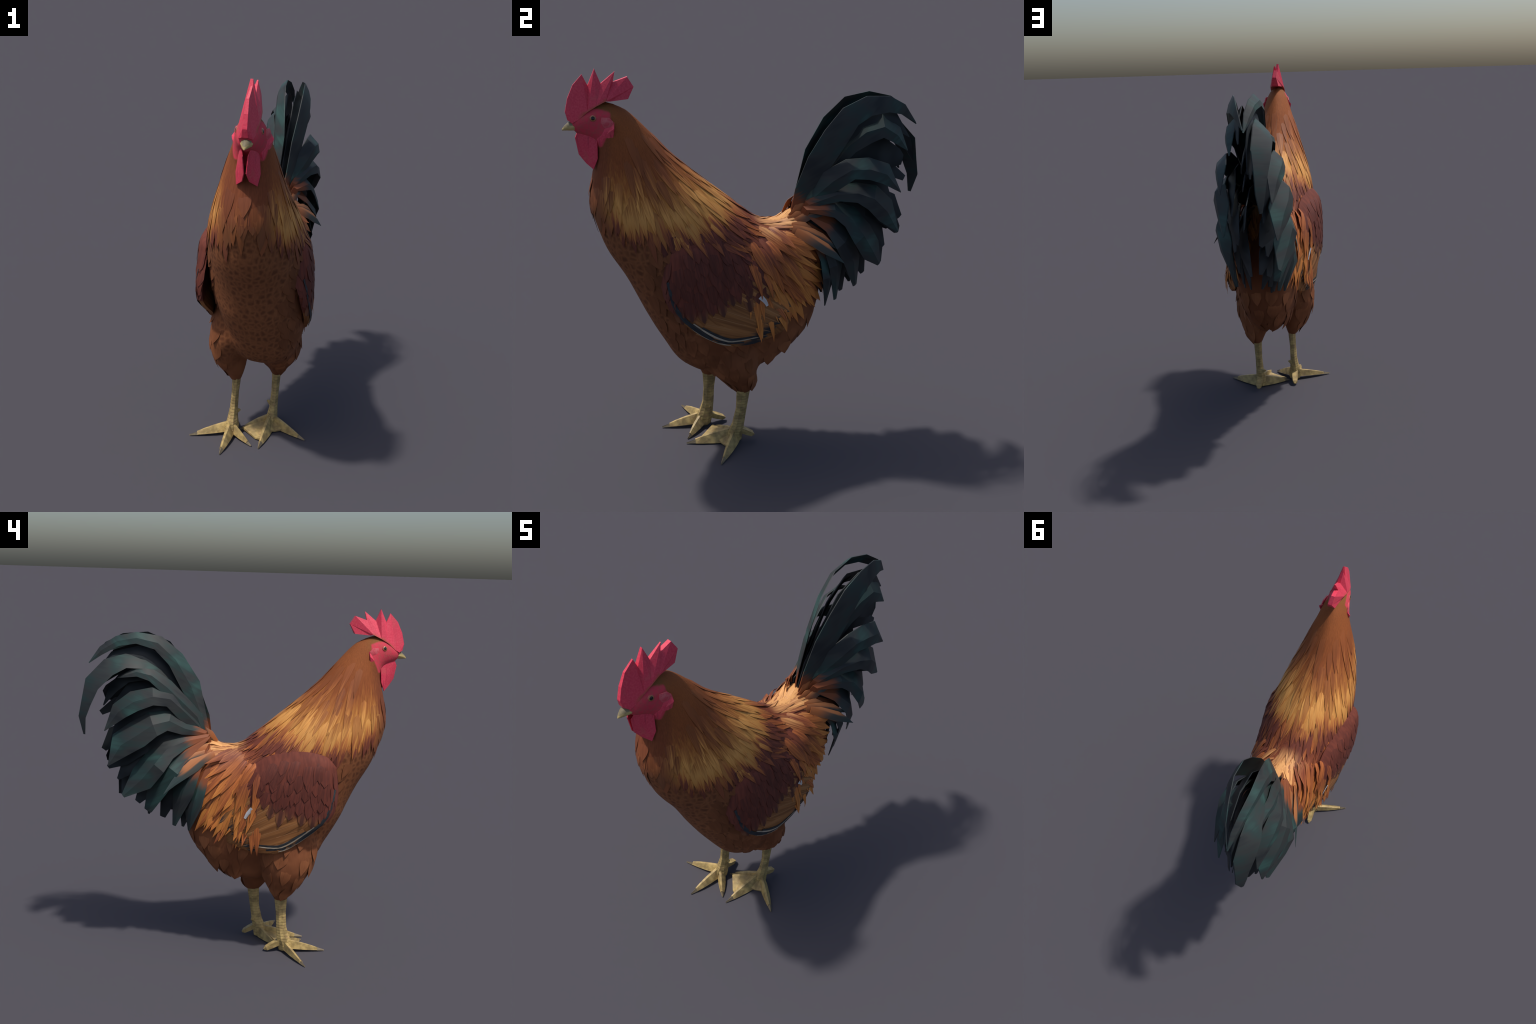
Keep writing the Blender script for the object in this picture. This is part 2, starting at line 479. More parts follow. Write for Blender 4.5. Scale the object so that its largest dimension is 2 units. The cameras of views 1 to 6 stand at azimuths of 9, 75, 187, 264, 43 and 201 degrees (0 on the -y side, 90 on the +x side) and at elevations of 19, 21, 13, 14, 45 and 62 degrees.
def inside_thigh(p, sec, grow=1.08):
    for cx, cy, cz, rx, ry in catmull(sec, 40):
        if abs(cz - p.z) < 0.012:
            return ((p.x - cx) / (rx * grow)) ** 2 + ((p.y - cy) / (ry * grow)) ** 2 < 1
    return p.z < 0.33
def side_of(p, a, b): return (b[0] - a[0]) * (p.z - a[1]) - (b[1] - a[1]) * (p.y - a[0])
def region(p):
    if p.z < 0.60 and inside_thigh(p, THIGH_L if p.x > 0 else THIGH_R): return 'leg_l' if p.x > 0 else 'leg_r'
    if side_of(p, (-0.61, 1.83), (-0.79, 1.60)) < 0: return 'head'
    if side_of(p, (-0.19, 1.42), (-0.78, 1.16)) < 0: return 'neck'
    if p.y > 0.20 + max(0.0, 1.0 - p.z) * 0.25: return 'rump'
    return 'torso'
PART = {}
def split_body():
    groups = {}
    for f in bf:
        c = sum((bv[i] for i in f), V()) / len(f)
        groups.setdefault(region(c), []).append(f)
    names = dict(head='head', neck='neck', torso='torso', rump='tail', leg_l='leg', leg_r='leg')
    for g, fl in groups.items():
        ids = sorted({i for f in fl for i in f}); ix = {i: k for k, i in enumerate(ids)}
        o = add(names[g], [bv[i] for i in ids], [tuple(ix[i] for i in f) for f in fl], MT['body'], rooster, 180)
        o.data.normals_split_custom_set_from_vertices([tuple(bn[i]) for i in ids])
        PART[g] = o
split_body()

# ------------------------------------------------------------------ feathers
def ribbon(name, pts, nors, widths, thick, camber, mat, parent, flat=False):
    """a feather: a bent blade with a raised shaft line, a top and an underside"""
    n = len(pts); vs = []; fs = []
    for i in range(n):
        t = (pts[min(i + 1, n - 1)] - pts[max(i - 1, 0)]).normalized()
        nn = (nors[i] - t * nors[i].dot(t)).normalized(); s = t.cross(nn).normalized()
        h = max(widths[i], 0.0008) / 2
        e = thick * (0.35 + 0.65 * min(1.0, h / (max(widths) / 2 + 1e-9)))
        row = [pts[i] - s * h - nn * camber * h, pts[i], pts[i] + s * h - nn * camber * h]
        vs += row + [row[0] - nn * e * 0.5, row[1] - nn * e, row[2] - nn * e * 0.5]
    for i in range(n - 1):
        a, b = i * 6, (i + 1) * 6
        fs += [(a, b, b + 1, a + 1), (a + 1, b + 1, b + 2, a + 2),
               (a + 4, b + 4, b + 3, a + 3), (a + 5, b + 5, b + 4, a + 4),
               (a + 3, b + 3, b, a), (a + 2, b + 2, b + 5, a + 5)]
    fs += [(0, 1, 4, 3), (1, 2, 5, 4)]
    z = (n - 1) * 6
    fs += [(z + 1, z, z + 3, z + 4), (z + 2, z + 1, z + 4, z + 5)]
    t = (pts[-1] - pts[0]).normalized(); nn = nors[n // 2]; nn = (nn - t * nn.dot(t)).normalized(); s = t.cross(nn)
    M = Matrix(((s.x, t.x, nn.x, pts[0].x), (s.y, t.y, nn.y, pts[0].y), (s.z, t.z, nn.z, pts[0].z), (0, 0, 0, 1)))
    o = add(name, vs, fs, mat, parent, None if flat else 50, M)
    fix_normals(o)
    return o

def lance(t, base=0.55, full=0.35, sharp=1.6):
    """width of a pointed feather along its length"""
    a = base + (1 - base) * min(1.0, t / full)
    return a * (1 - max(0.0, (t - full) / (1 - full)) ** sharp)
def paddle(t):
    """width of a round-ended covert feather"""
    return (0.6 + 0.4 * min(1, t / 0.4)) * math.sqrt(max(0.0, 1 - max(0.0, (t - 0.55) / 0.45) ** 2.2))

def grow(bvh, root, dirf, length, n=6, lift=(-0.004, 0.004, 0.008), stick=1.0):
    """walk over the skin from root along a direction field"""
    p, nn, _, _ = bvh.find_nearest(root)
    P, N = [], []
    st = length / n
    for i in range(n + 1):
        t = i / n
        l = lift[0] + (lift[1] - lift[0]) * min(1, t * 2) if t < .5 else lift[1] + (lift[2] - lift[1]) * (t * 2 - 1)
        P.append(p + nn * l); N.append(nn.copy())
        d = dirf(p); d = (d - nn * d.dot(nn))
        if d.length < 1e-4: d = V((0, 0, -1))
        q = p + d.normalized() * st
        s, ns, _, _ = bvh.find_nearest(q)
        p = q.lerp(s, stick); nn = (nn * (1 - 0.7) + ns * 0.7).normalized()
    return P, N

def smooth_run(P, limit=0.80):
    """true when a feather path never bends sharply"""
    d = [(b - a).normalized() for a, b in zip(P, P[1:])]
    return all(a.dot(b) > limit for a, b in zip(d, d[1:])) and d[0].dot(d[-1]) > 0.35

def scatter(test, spacing, limit, rng, src=None):
    """evenly spread random points on the skin that pass a test"""
    V_, F_ = src or (bv, bf)
    tri = []
    for f in F_:
        for k in range(1, len(f) - 1): tri.append((f[0], f[k], f[k + 1]))
    ar = [((V_[b] - V_[a]).cross(V_[c] - V_[a])).length for a, b, c in tri]
    out = []
    for a, b, c in rng.choices(tri, ar, k=16000):
        u, v = rng.random(), rng.random()
        if u + v > 1: u, v = 1 - u, 1 - v
        p = V_[a] + (V_[b] - V_[a]) * u + (V_[c] - V_[a]) * v
        if test(p) and all((p - q).length_squared > spacing * spacing for q in out):
            out.append(p)
            if len(out) >= limit: break
    return out

def hack_rho(p):
    dy, dz = p.y - HP[0], p.z - HP[1]; th = math.atan2(dy, -dz)
    return math.hypot(dy, dz) / (0.63 + 0.28 * th), th
def hack_dir(p):
    d = V(((p.x - 0.015) * 0.9, p.y - HP[0], p.z - HP[1])); return d.normalized()
def sad_polar(p):
    dy, dz = p.y - SP[0], p.z - SP[1]; return math.hypot(dy, dz), math.atan2(dy, -dz)
def sad_dir(p):
    x = 0.4 * p.x
    return V((x, p.y - SP[0] + 0.02, p.z - SP[1] - 0.02)).normalized()

# ------------------------------------------------------------------ wings
WB = [(-0.510, 1.03), (-0.478, 0.895), (-0.385, 0.775), (-0.280, 0.698), (-0.190, 0.655), (-0.060, 0.652), (0.050, 0.678), (0.125, 0.712)]
WT = [(-0.500, 1.15), (-0.440, 1.210), (-0.330, 1.235), (-0.210, 1.225), (-0.090, 1.180), (0.000, 1.085), (0.070, 0.930), (0.132, 0.745)]
def wing_x(y, z, sgn):
    """how far the folded wing stands out; the bird is turned a little, so the sides differ"""
    if sgn > 0:
        dz, dy = z - 0.90, y + 0.38
        up = 0.45 + 1.3 * max(0.0, dy - 0.1)
        back = 0.22 + 0.50 * min(1.0, max(0.0, (z - 0.80) / 0.15))
        return 0.308 - (up if dz > 0 else 0.35) * dz * dz - (back if dy > 0 else 2.0) * dy * dy
    dz, dy = z - 1.00, y + 0.36
    up = 0.40 + 3.2 * max(0.0, dy)
    back = 0.52 + 0.06 * min(1.0, max(0.0, (z - 0.84) / 0.12))
    tuck = 0.034 * min(1.0, max(0.0, (-0.20 - y) / 0.15)) * min(1.0, max(0.0, (0.83 - z) / 0.08))
    return 0.282 - (up if dz > 0 else 0.22) * dz * dz - (back if dy > 0 else 1.2) * dy * dy - tuck
def skin_x(y, z, sgn):
    h = BODY.ray_cast(V((sgn * 1.0, y, z)), V((-sgn, 0, 0)))
    return sgn * h[0].x if h[0] is not None else 0.0
WING = {}
skin_v, skin_f = list(bv), list(bf)
def build_wing(sgn):
    nu, nv = 26, 16
    B = catmull(WB, nu); T = catmull(WT, nu); vs = []
    for layer in (0, 1):
        for i in range(nu):
            for j in range(nv):
                v = j / (nv - 1); y, z = B[i] * (1 - v) + T[i] * v
                u = i / (nu - 1)
                edge = min(1.0, min(u * 7, (1 - u) * 9, (1 - v) * 6, v * 9 + 0.55))
                X = max(wing_x(y, z, sgn), skin_x(y, z, sgn) + 0.010 * edge)
                X -= 0.030 * (1 - edge) ** 1.5
                if layer: X -= 0.006 + 0.026 * edge
                vs.append(V((sgn * X, y, z)))
    fs = []; q = nu * nv
    for i in range(nu - 1):
        for j in range(nv - 1):
            a = i * nv + j
            f = (a, a + nv, a + nv + 1, a + 1); fs += [f, tuple(k + q for k in reversed(f))]
    ring = [i * nv for i in range(nu)] + [(nu - 1) * nv + j for j in range(1, nv)] + \
           [i * nv + nv - 1 for i in range(nu - 2, -1, -1)] + [j for j in range(nv - 2, 0, -1)]
    for a, b in zip(ring, ring[1:] + ring[:1]): fs.append((a, b, b + q, a + q))
    o = add('wing', vs, fs, MT['wing'], rooster, 60); fix_normals(o)
    WING[sgn] = o
    outer = [tuple(p.vertices) for p in o.data.polygons if max(p.vertices) < q]
    k = len(skin_v); skin_v.extend(vs); skin_f.extend([tuple(i + k for i in f) for f in outer])
    return vs, outer
wing_src = {s: build_wing(s) for s in (1, -1)}
WBVH = {s: BVHTree.FromPolygons(*wing_src[s]) for s in (1, -1)}
SKIN = BVHTree.FromPolygons(skin_v, skin_f)

def out_point(y, z, sgn, lift=0.004):
    """point just outside the skin seen from the side"""
    h = SKIN.ray_cast(V((sgn * 1.0, y, z)), V((-sgn, 0, 0)))
    if h[0] is None:
        h = SKIN.find_nearest(V((sgn * 0.3, y, z)))
    n = h[1] if h[1].x * sgn > 0 else -h[1]
    return h[0] + n * lift, n
def laid(name, yz, sgn, width, wf, mat, parent, lift=(0.0, 0.006), n=9, thick=0.003, camber=0.12):
    P, N = [], []
    for i, (y, z) in enumerate(catmull(yz, n)):
        t = i / (n - 1)
        p, nn = out_point(y, z, sgn, lift[0] + (lift[1] - lift[0]) * t); P.append(p); N.append((nn + V((sgn * 1.0, 0, 0))).normalized())
    return ribbon(name, P, N, [width * wf(i / (n - 1)) for i in range(n)], thick, camber, mat, parent)

def lerp2(a, b, t): return (a[0] + (b[0] - a[0]) * t, a[1] + (b[1] - a[1]) * t)
rng = random.Random(5)
for sgn in (1, -1):
    w = WING[sgn]
    # long brown flight feathers fold back along the lower wing
    for i in range(8):
        t = i / 7
        a = lerp2((-0.36, 0.775), (-0.10, 1.02), t); b = lerp2((-0.02, 0.668), (0.135, 0.815), t)
        mid = lerp2(a, b, 0.5); mid = (mid[0] + 0.006, mid[1] - 0.022)
        laid('flight_feather', [a, mid, b], sgn, 0.056, lambda s: (0.75 + 0.25 * min(1, s * 3)) * (1 - max(0, (s - .72) / .28) ** 2.0),
             MT['flight'], w, (0.002, 0.005 + 0.001 * i))
    # dark and pale primaries along the lower front edge
    for off, wd, mk, s0, s1 in ((0.002, 0.009, 'pale', 0.40, 0.80), (0.012, 0.022, 'dark', 0.0, 0.92), (0.026, 0.010, 'pale', 0.36, 1.0), (0.036, 0.014, 'dark', 0.44, 1.0)):
        edge = catmull([(-0.500, 1.03), (-0.470, 0.895), (-0.380, 0.785), (-0.280, 0.708), (-0.190, 0.668), (-0.050, 0.668)], 40)
        pts = []
        for s in (0, .25, .5, .75, 1):
            k = int((s0 + (s1 - s0) * s) * 39); k0, k1 = max(0, k - 1), min(39, k + 1)
            ty, tz = edge[k1] - edge[k0]; L = math.hypot(ty, tz)
            pts.append((edge[k][0] - tz / L * off, edge[k][1] + ty / L * off))
        laid('primary_feather', pts, sgn, wd, lambda s: 0.35 + 0.65 * math.sin(math.pi * min(1, s * 0.85 + 0.1)), MT[mk], w, (0.006, 0.006), 12)
    laid('white_feather', [(-0.045, 0.915), (-0.02, 0.885), (-0.005, 0.855)], sgn, 0.026, lambda s: 1 - 0.5 * s, MT['white'], w, (0.012, 0.010), 5)
    # maroon coverts, in shingled rows
    def cov(p):
        low = 0.865 if p.y < -0.30 else 0.865 + (p.y + 0.30) * 0.22
        return low + 0.105 < p.z < 1.27 and -0.50 < p.y < 0.075
    for p in sorted(scatter(cov, 0.048, 80, rng, wing_src[sgn]), key=lambda q: q.z):
        P, N = grow(WBVH[sgn], p, lambda q: V((0, 0.16 + 0.25 * (q.y + 0.2), -1)), rng.uniform(0.13, 0.18), 6, (-0.006, 0.003, 0.0065))
        ribbon('covert_feather', P, N, [rng.uniform(0.046, 0.056) * 1.0 * paddle(i / 6) for i in range(7)], 0.0018, 0.06, MT['covert'], w)

# ---- hackle cape
rng = random.Random(11)
def hk(p):
    r, th = hack_rho(p)
    return 0.12 < r < 0.84 and -0.45 < th < 1.25 and p.z > 1.2 and not (p.y < -0.655 and p.z > 1.60)
for p in sorted(scatter(hk, 0.041, 300, rng), key=lambda q: q.z):
    r, th = hack_rho(p)
    full = (0.63 + 0.28 * th)
    L = min(rng.uniform(0.24, 0.33), full * (1.06 - r) + rng.uniform(-0.03, 0.06))
    if th < -0.12: L *= rng.uniform(0.65, 1.45)
    w = rng.uniform(0.036, 0.050) * (0.75 + 0.35 * r) * (1.35 if th < -0.12 else 1)
    P, N = grow(SKIN, p, hack_dir, max(0.10, L), 7, (-0.006, 0.003, 0.004 + 0.006 * r))
    ribbon('hackle_feather', P, N, [w * lance(i / 7, 0.5, 0.45, 1.7) for i in range(8)], 0.003, 0.10, MT['hackle'], PART['neck'])

# lesser coverts bridge the back and the wing's upper rim
rng = random.Random(31)
def shoulder(p):
    return 1.03 < p.z < 1.34 and -0.54 < p.y < 0.04 and abs(p.x) > 0.10 and hack_rho(p)[0] > 0.84
for p in sorted(scatter(shoulder, 0.042, 110, rng, (skin_v, skin_f)), key=lambda q: q.z):
    P, N = grow(SKIN, p, lambda q: V((q.x * 1.2, 0.30 + 0.35 * (q.y + 0.2), -1)), rng.uniform(0.12, 0.18), 6, (-0.008, 0.003, 0.006), 0.9)
    w = rng.uniform(0.044, 0.056)
    if smooth_run(P, 0.7): ribbon('covert_feather', P, N, [w * lance(i / 6, 0.6, 0.5, 1.8) for i in range(7)], 0.002, 0.08, MT['covert'], WING[1 if p.x > 0 else -1])

# ------------------------------------------------------------------ saddle, hanging over the rump and the wing's rear
rng = random.Random(21)
def sd(p):
    r, th = sad_polar(p)
    return 0.08 < r < 0.50 and 0.12 < th < 1.75 and p.y > -0.10
n_s = 0
for p in sorted(scatter(sd, 0.044, 150, rng, (skin_v, skin_f)), key=lambda q: -sad_polar(q)[0]):
    r, th = sad_polar(p)
    if abs(p.x) < 0.03 and p.z < 1.1: continue
    lim = 0.63 if th < 0.95 else 0.63 - (th - 0.95) * 0.25
    L = min(rng.uniform(0.22, 0.33), lim - r + rng.uniform(-0.03, 0.05))
    if L < 0.07: continue
    w = rng.uniform(0.036, 0.056); jx, jy = rng.uniform(-.10, .10), rng.uniform(-.16, .16)
    P, N = grow(SKIN, p, lambda q: sad_dir(q) + V((jx, jy, 0)), L, 7, (-0.005, 0.007, rng.uniform(0.008, 0.020) + 0.035 * max(0, r - 0.15)), 0.6)
    if smooth_run(P): ribbon('saddle_feather', P, N, [w * lance(i / 7, 0.5, 0.40, 1.2) for i in range(8)], 0.0035, 0.18, MT['saddle'], PART['torso'])

for sgn in (1, -1):
    for r0, r1, count, off, wd in ((0.36, 0.625, 13, 0.004, 0.054), (0.24, 0.51, 11, 0.008, 0.052), (0.17, 0.38, 8, 0.011, 0.048)):
        for i in range(count):
            th = math.radians(23 + 48 * (i + rng.uniform(-.35, .35)) / (count - 1))
            a0 = r0 + rng.uniform(-.04, .03); a1 = r1 - 0.03 * (th > 0.9) + rng.uniform(-.05, .035); tw = rng.uniform(-.10, .12)
            pts = [(SP[0] + math.sin(th + tw * s) * (a0 + (a1 - a0) * s), SP[1] - math.cos(th + tw * s) * (a0 + (a1 - a0) * s)) for s in (0, .33, .66, 1)]
            if out_point(*pts[0], sgn)[1].x * sgn < 0.45: continue
            P, N = [], []
            for k, (y, z) in enumerate(catmull(pts, 8)):
                q, nn = out_point(y, z, sgn, off + 0.010 * k / 7 - (0.012 if k == 0 else 0)); P.append(q); N.append((nn + V((sgn * 0.8, 0, 0.2))).normalized())
            for _ in range(3):
                xs = [q.x for q in P]
                for k in range(1, 8):
                    av = (xs[k - 1] + xs[k] + (xs[k + 1] if k < 7 else 2 * xs[7] - xs[6])) / 3
                    P[k].x = max(P[k].x, av) if sgn > 0 else min(P[k].x, av)
            for k in range(8): P[k].x += sgn * (0.030 if sgn > 0 else 0.020) * min(1.0, max(0.0, (th - 0.5) / 0.5)) * (k / 7) ** 1.5
            w = wd * rng.uniform(0.70, 1.25)
            if smooth_run(P): ribbon('saddle_feather', P, N, [w * lance(k / 7, 0.5, 0.42, 1.25) for k in range(8)], 0.0035, 0.18, MT['saddle'], PART['torso'])

def bk(p):
    return p.z > 1.10 and -0.32 < p.y < 0.06 and hack_rho(p)[0] > 0.84
for p in sorted(scatter(bk, 0.046, 70, rng), key=lambda q: -q.y):
    P, N = grow(SKIN, p, lambda q: V(((q.x - 0.01) * 1.2, 1.0, -0.55)), rng.uniform(0.16, 0.26), 6, (-0.005, 0.004, 0.008), 0.9)
    w = rng.uniform(0.034, 0.05)
    if smooth_run(P): ribbon('back_feather', P, N, [w * lance(i / 6, 0.5, 0.45, 1.4) for i in range(7)], 0.003, 0.14, MT['saddle'], PART['torso'])

# ------------------------------------------------------------------ tail
def tail_feather(name, spine, mat, up=46, low=18, sgn=1):
    """sickle feather folded along its shaft; spine holds x, y, z, width"""
    n = len(spine); vs = []; fs = []
    P = [V(s[:3]) for s in spine]
    for i in range(n):
        t = P[min(i + 1, n - 1)] - P[max(i - 1, 0)]
        L = math.hypot(t.y, t.z) or 1
        d = V((0, t.z / L, -t.y / L)); h = max(spine[i][3], 0.004) / 2
        a, b = math.radians(up), math.radians(low)
        u = (-d + V((-sgn * math.tan(a), 0, 0))) * h; l = (d + V((sgn * math.tan(b), 0, 0))) * h
        nn = t.normalized().cross(d).normalized()
        if nn.x * sgn < 0: nn = -nn
        e = 0.0045
        row = [P[i] + u, P[i] + V((sgn * h * 0.12, 0, 0)), P[i] + l]
        vs += row + [k - nn * e for k in row]
    for i in range(n - 1):
        a, b = i * 6, (i + 1) * 6
        fs += [(a, b, b + 1, a + 1), (a + 1, b + 1, b + 2, a + 2), (a + 4, b + 4, b + 3, a + 3), (a + 5, b + 5, b + 4, a + 4),
               (a + 3, b + 3, b, a), (a + 2, b + 2, b + 5, a + 5)]
    z = (n - 1) * 6
    fs += [(0, 1, 4, 3), (1, 2, 5, 4), (z + 1, z, z + 3, z + 4), (z + 2, z + 1, z + 4, z + 5)]
    k = n // 2
    t = (P[-1] - P[0]).normalized(); s = V((0, t.z, -t.y)).normalized(); nn = s.cross(t)
    M = Matrix(((s.x, t.x, nn.x, P[0].x), (s.y, t.y, nn.y, P[0].y), (s.z, t.z, nn.z, P[0].z), (0, 0, 0, 1)))
    o = add(name, vs, fs, mat, PART['rump'], 28, M); fix_normals(o)
    return o

RIGHT_TAIL = [
 [(0.0, 0.224, 1.353, 0.043), (-0.016, 0.298, 1.556, 0.107), (-0.029, 0.383, 1.703, 0.092), (-0.038, 0.479, 1.792, 0.077), (-0.039, 0.595, 1.817, 0.06), (-0.027, 0.698, 1.797, 0.053), (-0.012, 0.782, 1.746, 0.043), (0.005, 0.855, 1.673, 0.002)],
 [(-0.01, 0.275, 1.384, 0.036), (-0.022, 0.368, 1.527, 0.05), (-0.034, 0.472, 1.633, 0.057), (-0.046, 0.555, 1.681, 0.056), (-0.058, 0.65, 1.695, 0.07), (-0.07, 0.744, 1.66, 0.091), (-0.07, 0.834, 1.569, 0.088), (-0.07, 0.867, 1.464, 0.057), (-0.07, 0.889, 1.387, 0.043), (-0.07, 0.879, 1.291, 0.011)],
 [(-0.03, 0.261, 1.387, 0.057), (-0.063, 0.332, 1.463, 0.064), (-0.08, 0.43, 1.558, 0.077), (-0.095, 0.511, 1.622, 0.062), (-0.088, 0.593, 1.64, 0.049), (-0.08, 0.695, 1.606, 0.002)],
 [(-0.03, 0.253, 1.337, 0.064), (-0.065, 0.332, 1.421, 0.099), (-0.1, 0.409, 1.496, 0.087), (-0.135, 0.504, 1.514, 0.09), (-0.136, 0.606, 1.485, 0.104), (-0.123, 0.689, 1.427, 0.091), (-0.11, 0.767, 1.318, 0.002)],
 [(-0.04, 0.217, 1.296, 0.029), (-0.081, 0.331, 1.331, 0.071), (-0.122, 0.415, 1.381, 0.105), (-0.163, 0.503, 1.366, 0.125), (-0.163, 0.585, 1.31, 0.139), (-0.147, 0.675, 1.249, 0.133), (-0.13, 0.747, 1.131, 0.007)],
 [(-0.05, 0.203, 1.28, 0.029), (-0.097, 0.331, 1.263, 0.078), (-0.145, 0.428, 1.229, 0.119), (-0.174, 0.496, 1.15, 0.133), (-0.152, 0.566, 1.058, 0.134), (-0.13, 0.669, 0.957, 0.021)],
 [(-0.06, 0.196, 1.271, 0.028), (-0.117, 0.331, 1.21, 0.085), (-0.174, 0.413, 1.129, 0.112), (-0.152, 0.476, 1.015, 0.12), (-0.11, 0.534, 0.863, 0.043)],
 [(-0.08, 0.197, 1.227, 0.036), (-0.141, 0.287, 1.111, 0.09), (-0.159, 0.34, 0.985, 0.116), (-0.1, 0.388, 0.773, 0.019)],
 [(-0.09, 0.178, 1.192, 0.036), (-0.148, 0.25, 1.038, 0.091), (-0.168, 0.285, 0.913, 0.102), (-0.12, 0.305, 0.749, 0.009)],
]
LEFT_TAIL = [
 [(0.08, 0.221, 1.372, 0.064), (0.102, 0.303, 1.523, 0.114), (0.12, 0.378, 1.651, 0.117), (0.127, 0.449, 1.75, 0.104), (0.120, 0.548, 1.797, 0.092), (0.088, 0.668, 1.795, 0.076), (0.059, 0.755, 1.761, 0.053), (0.015, 0.848, 1.684, 0.002)],
 [(.06, .26, 1.35, .05), (.085, .372, 1.486, .062), (.10, .454, 1.598, .088), (.112, .538, 1.667, .115), (.118, .632, 1.691, .105), (.11, .711, 1.642, .085), (.095, .777, 1.558, .002)],
 [(0.10, 0.268, 1.336, 0.058), (0.158, 0.355, 1.440, 0.102), (0.188, 0.441, 1.500, 0.092), (0.196, 0.536, 1.5, 0.098), (0.178, 0.634, 1.463, 0.1), (0.16, 0.725, 1.359, 0.002)],
 [(0.115, 0.252, 1.315, 0.039), (0.172, 0.380, 1.376, 0.070), (0.200, 0.476, 1.383, 0.089), (0.208, 0.56, 1.352, 0.122), (0.179, 0.646, 1.27, 0.128), (0.15, 0.726, 1.147, 0.013)],
 [(0.125, 0.236, 1.292, 0.036), (0.182, 0.366, 1.300, 0.074), (0.194, 0.448, 1.256, 0.106), (0.217, 0.512, 1.164, 0.129), (0.183, 0.579, 1.063, 0.125), (0.15, 0.634, 0.975, 0.027)],
 [(0.12, 0.237, 1.263, 0.032), (0.168, 0.344, 1.222, 0.077), (0.215, 0.411, 1.138, 0.109), (0.192, 0.474, 1.013, 0.105), (0.15, 0.504, 0.866, 0.027)],
 [(0.13, 0.249, 1.211, 0.032), (0.188, 0.341, 1.121, 0.077), (0.206, 0.379, 1.014, 0.094), (0.15, 0.397, 0.797, 0.02)],
 [(0.13, 0.264, 1.142, 0.032), (0.188, 0.329, 1.053, 0.078), (0.211, 0.339, 0.95, 0.078), (0.17, 0.334, 0.777, 0.007)],
]

# feathers down the middle of the fan, blunt-ended, curling back to the midline
MIDDLE = [
 [(.03, .20, 1.22, .03), (.03, .30, 1.38, .06), (.034, .43, 1.51, .09), (.036, .56, 1.562, .11), (.036, .67, 1.55, .12), (.035, .745, 1.505, .10), (.035, .778, 1.495, .05)],
 [(.02, .25, 1.27, .04), (.02, .45, 1.43, .08), (.025, .60, 1.475, .08), (.03, .71, 1.45, .07), (.03, .797, 1.395, .03)],
 [(.03, .25, 1.24, .04), (.035, .45, 1.33, .09), (.035, .60, 1.325, .11), (.035, .72, 1.265, .11), (.035, .785, 1.185, .03)],
 [(.06, .25, 1.24, .04), (.10, .45, 1.32, .08), (.12, .58, 1.29, .11), (.10, .69, 1.22, .11), (.075, .755, 1.13, .05), (.068, .765, 1.112, .01)],
 [(.06, .25, 1.20, .04), (.09, .45, 1.20, .09), (.08, .58, 1.13, .11), (.05, .66, 1.03, .10), (.02, .693, .93, .02)],
 [(.07, .24, 1.18, .04), (.10, .38, 1.10, .08), (.09, .48, .99, .09), (.06, .53, .88, .05), (.048, .541, .82, .01)],
 [(-.02, .25, 1.22, .04), (-.07, .45, 1.28, .08), (-.09, .58, 1.24, .11), (-.07, .68, 1.17, .11), (-.045, .755, 1.10, .02)],
 [(-.03, .25, 1.20, .04), (-.07, .45, 1.19, .09), (-.075, .57, 1.12, .11), (-.055, .64, 1.03, .10), (-.029, .675, .936, .02)],
 [(-.04, .24, 1.17, .04), (-.08, .38, 1.09, .08), (-.07, .47, .98, .09), (-.035, .52, .88, .05), (-.015, .533, .82, .01)],
 [(-.05, .23, 1.12, .04), (-.08, .32, 1.0, .08), (-.06, .37, .86, .06), (-.045, .386, .76, .01)],
]
for k, sp in enumerate(MIDDLE):
    tail_feather('inner_tail_feather', sp, MT['inner'], 12 if k < 3 else 28, 12 if k < 3 else 28, -1 if k > 5 else 1)
rng = random.Random(17)
for sgn, fan in ((-1, RIGHT_TAIL), (1, LEFT_TAIL)):
    if sgn < 0: fan = [[(m[0] + 0.010 * min(1.0, i / 2), *m[1:]) for i, m in enumerate(sp)] if k > 5 else sp for k, sp in enumerate(fan)]
    fan = [[(0.030 + sgn * 0.022, 0.185, 1.215 - 0.02 * k, 0.03)] + sp for k, sp in enumerate(fan)]
    for k, sp in enumerate(fan):
        low = 45 if (sgn < 0 and k == 1) else 20
        tail_feather('tail_feather', sp, MT['tail'], 20 if (sgn > 0 and k == 0) else 42, low, sgn)
    # darker feathers fill the inside of the fan, one between each outer pair
    for k in range(len(fan) - 1):
        if sgn > 0 and k == 1: continue
        a, b = catmull(fan[k], 7), catmull(fan[k + 1], 7)
        sp = []
        for i, (p, q) in enumerate(zip(a, b)):
            m = (p + q) / 2; t = i / 6
            sp.append((0.028 + (m[0] - 0.028) * (0.35 if sgn < 0 and k in (1, 2) else 0.62), m[1] - 0.008 * t, m[2] - 0.006 * t, max(m[3], 0.03 * (1 - t))))
        tail_feather('inner_tail_feather', sp, MT['inner'], 30, 20, sgn)
rng = random.Random(3)
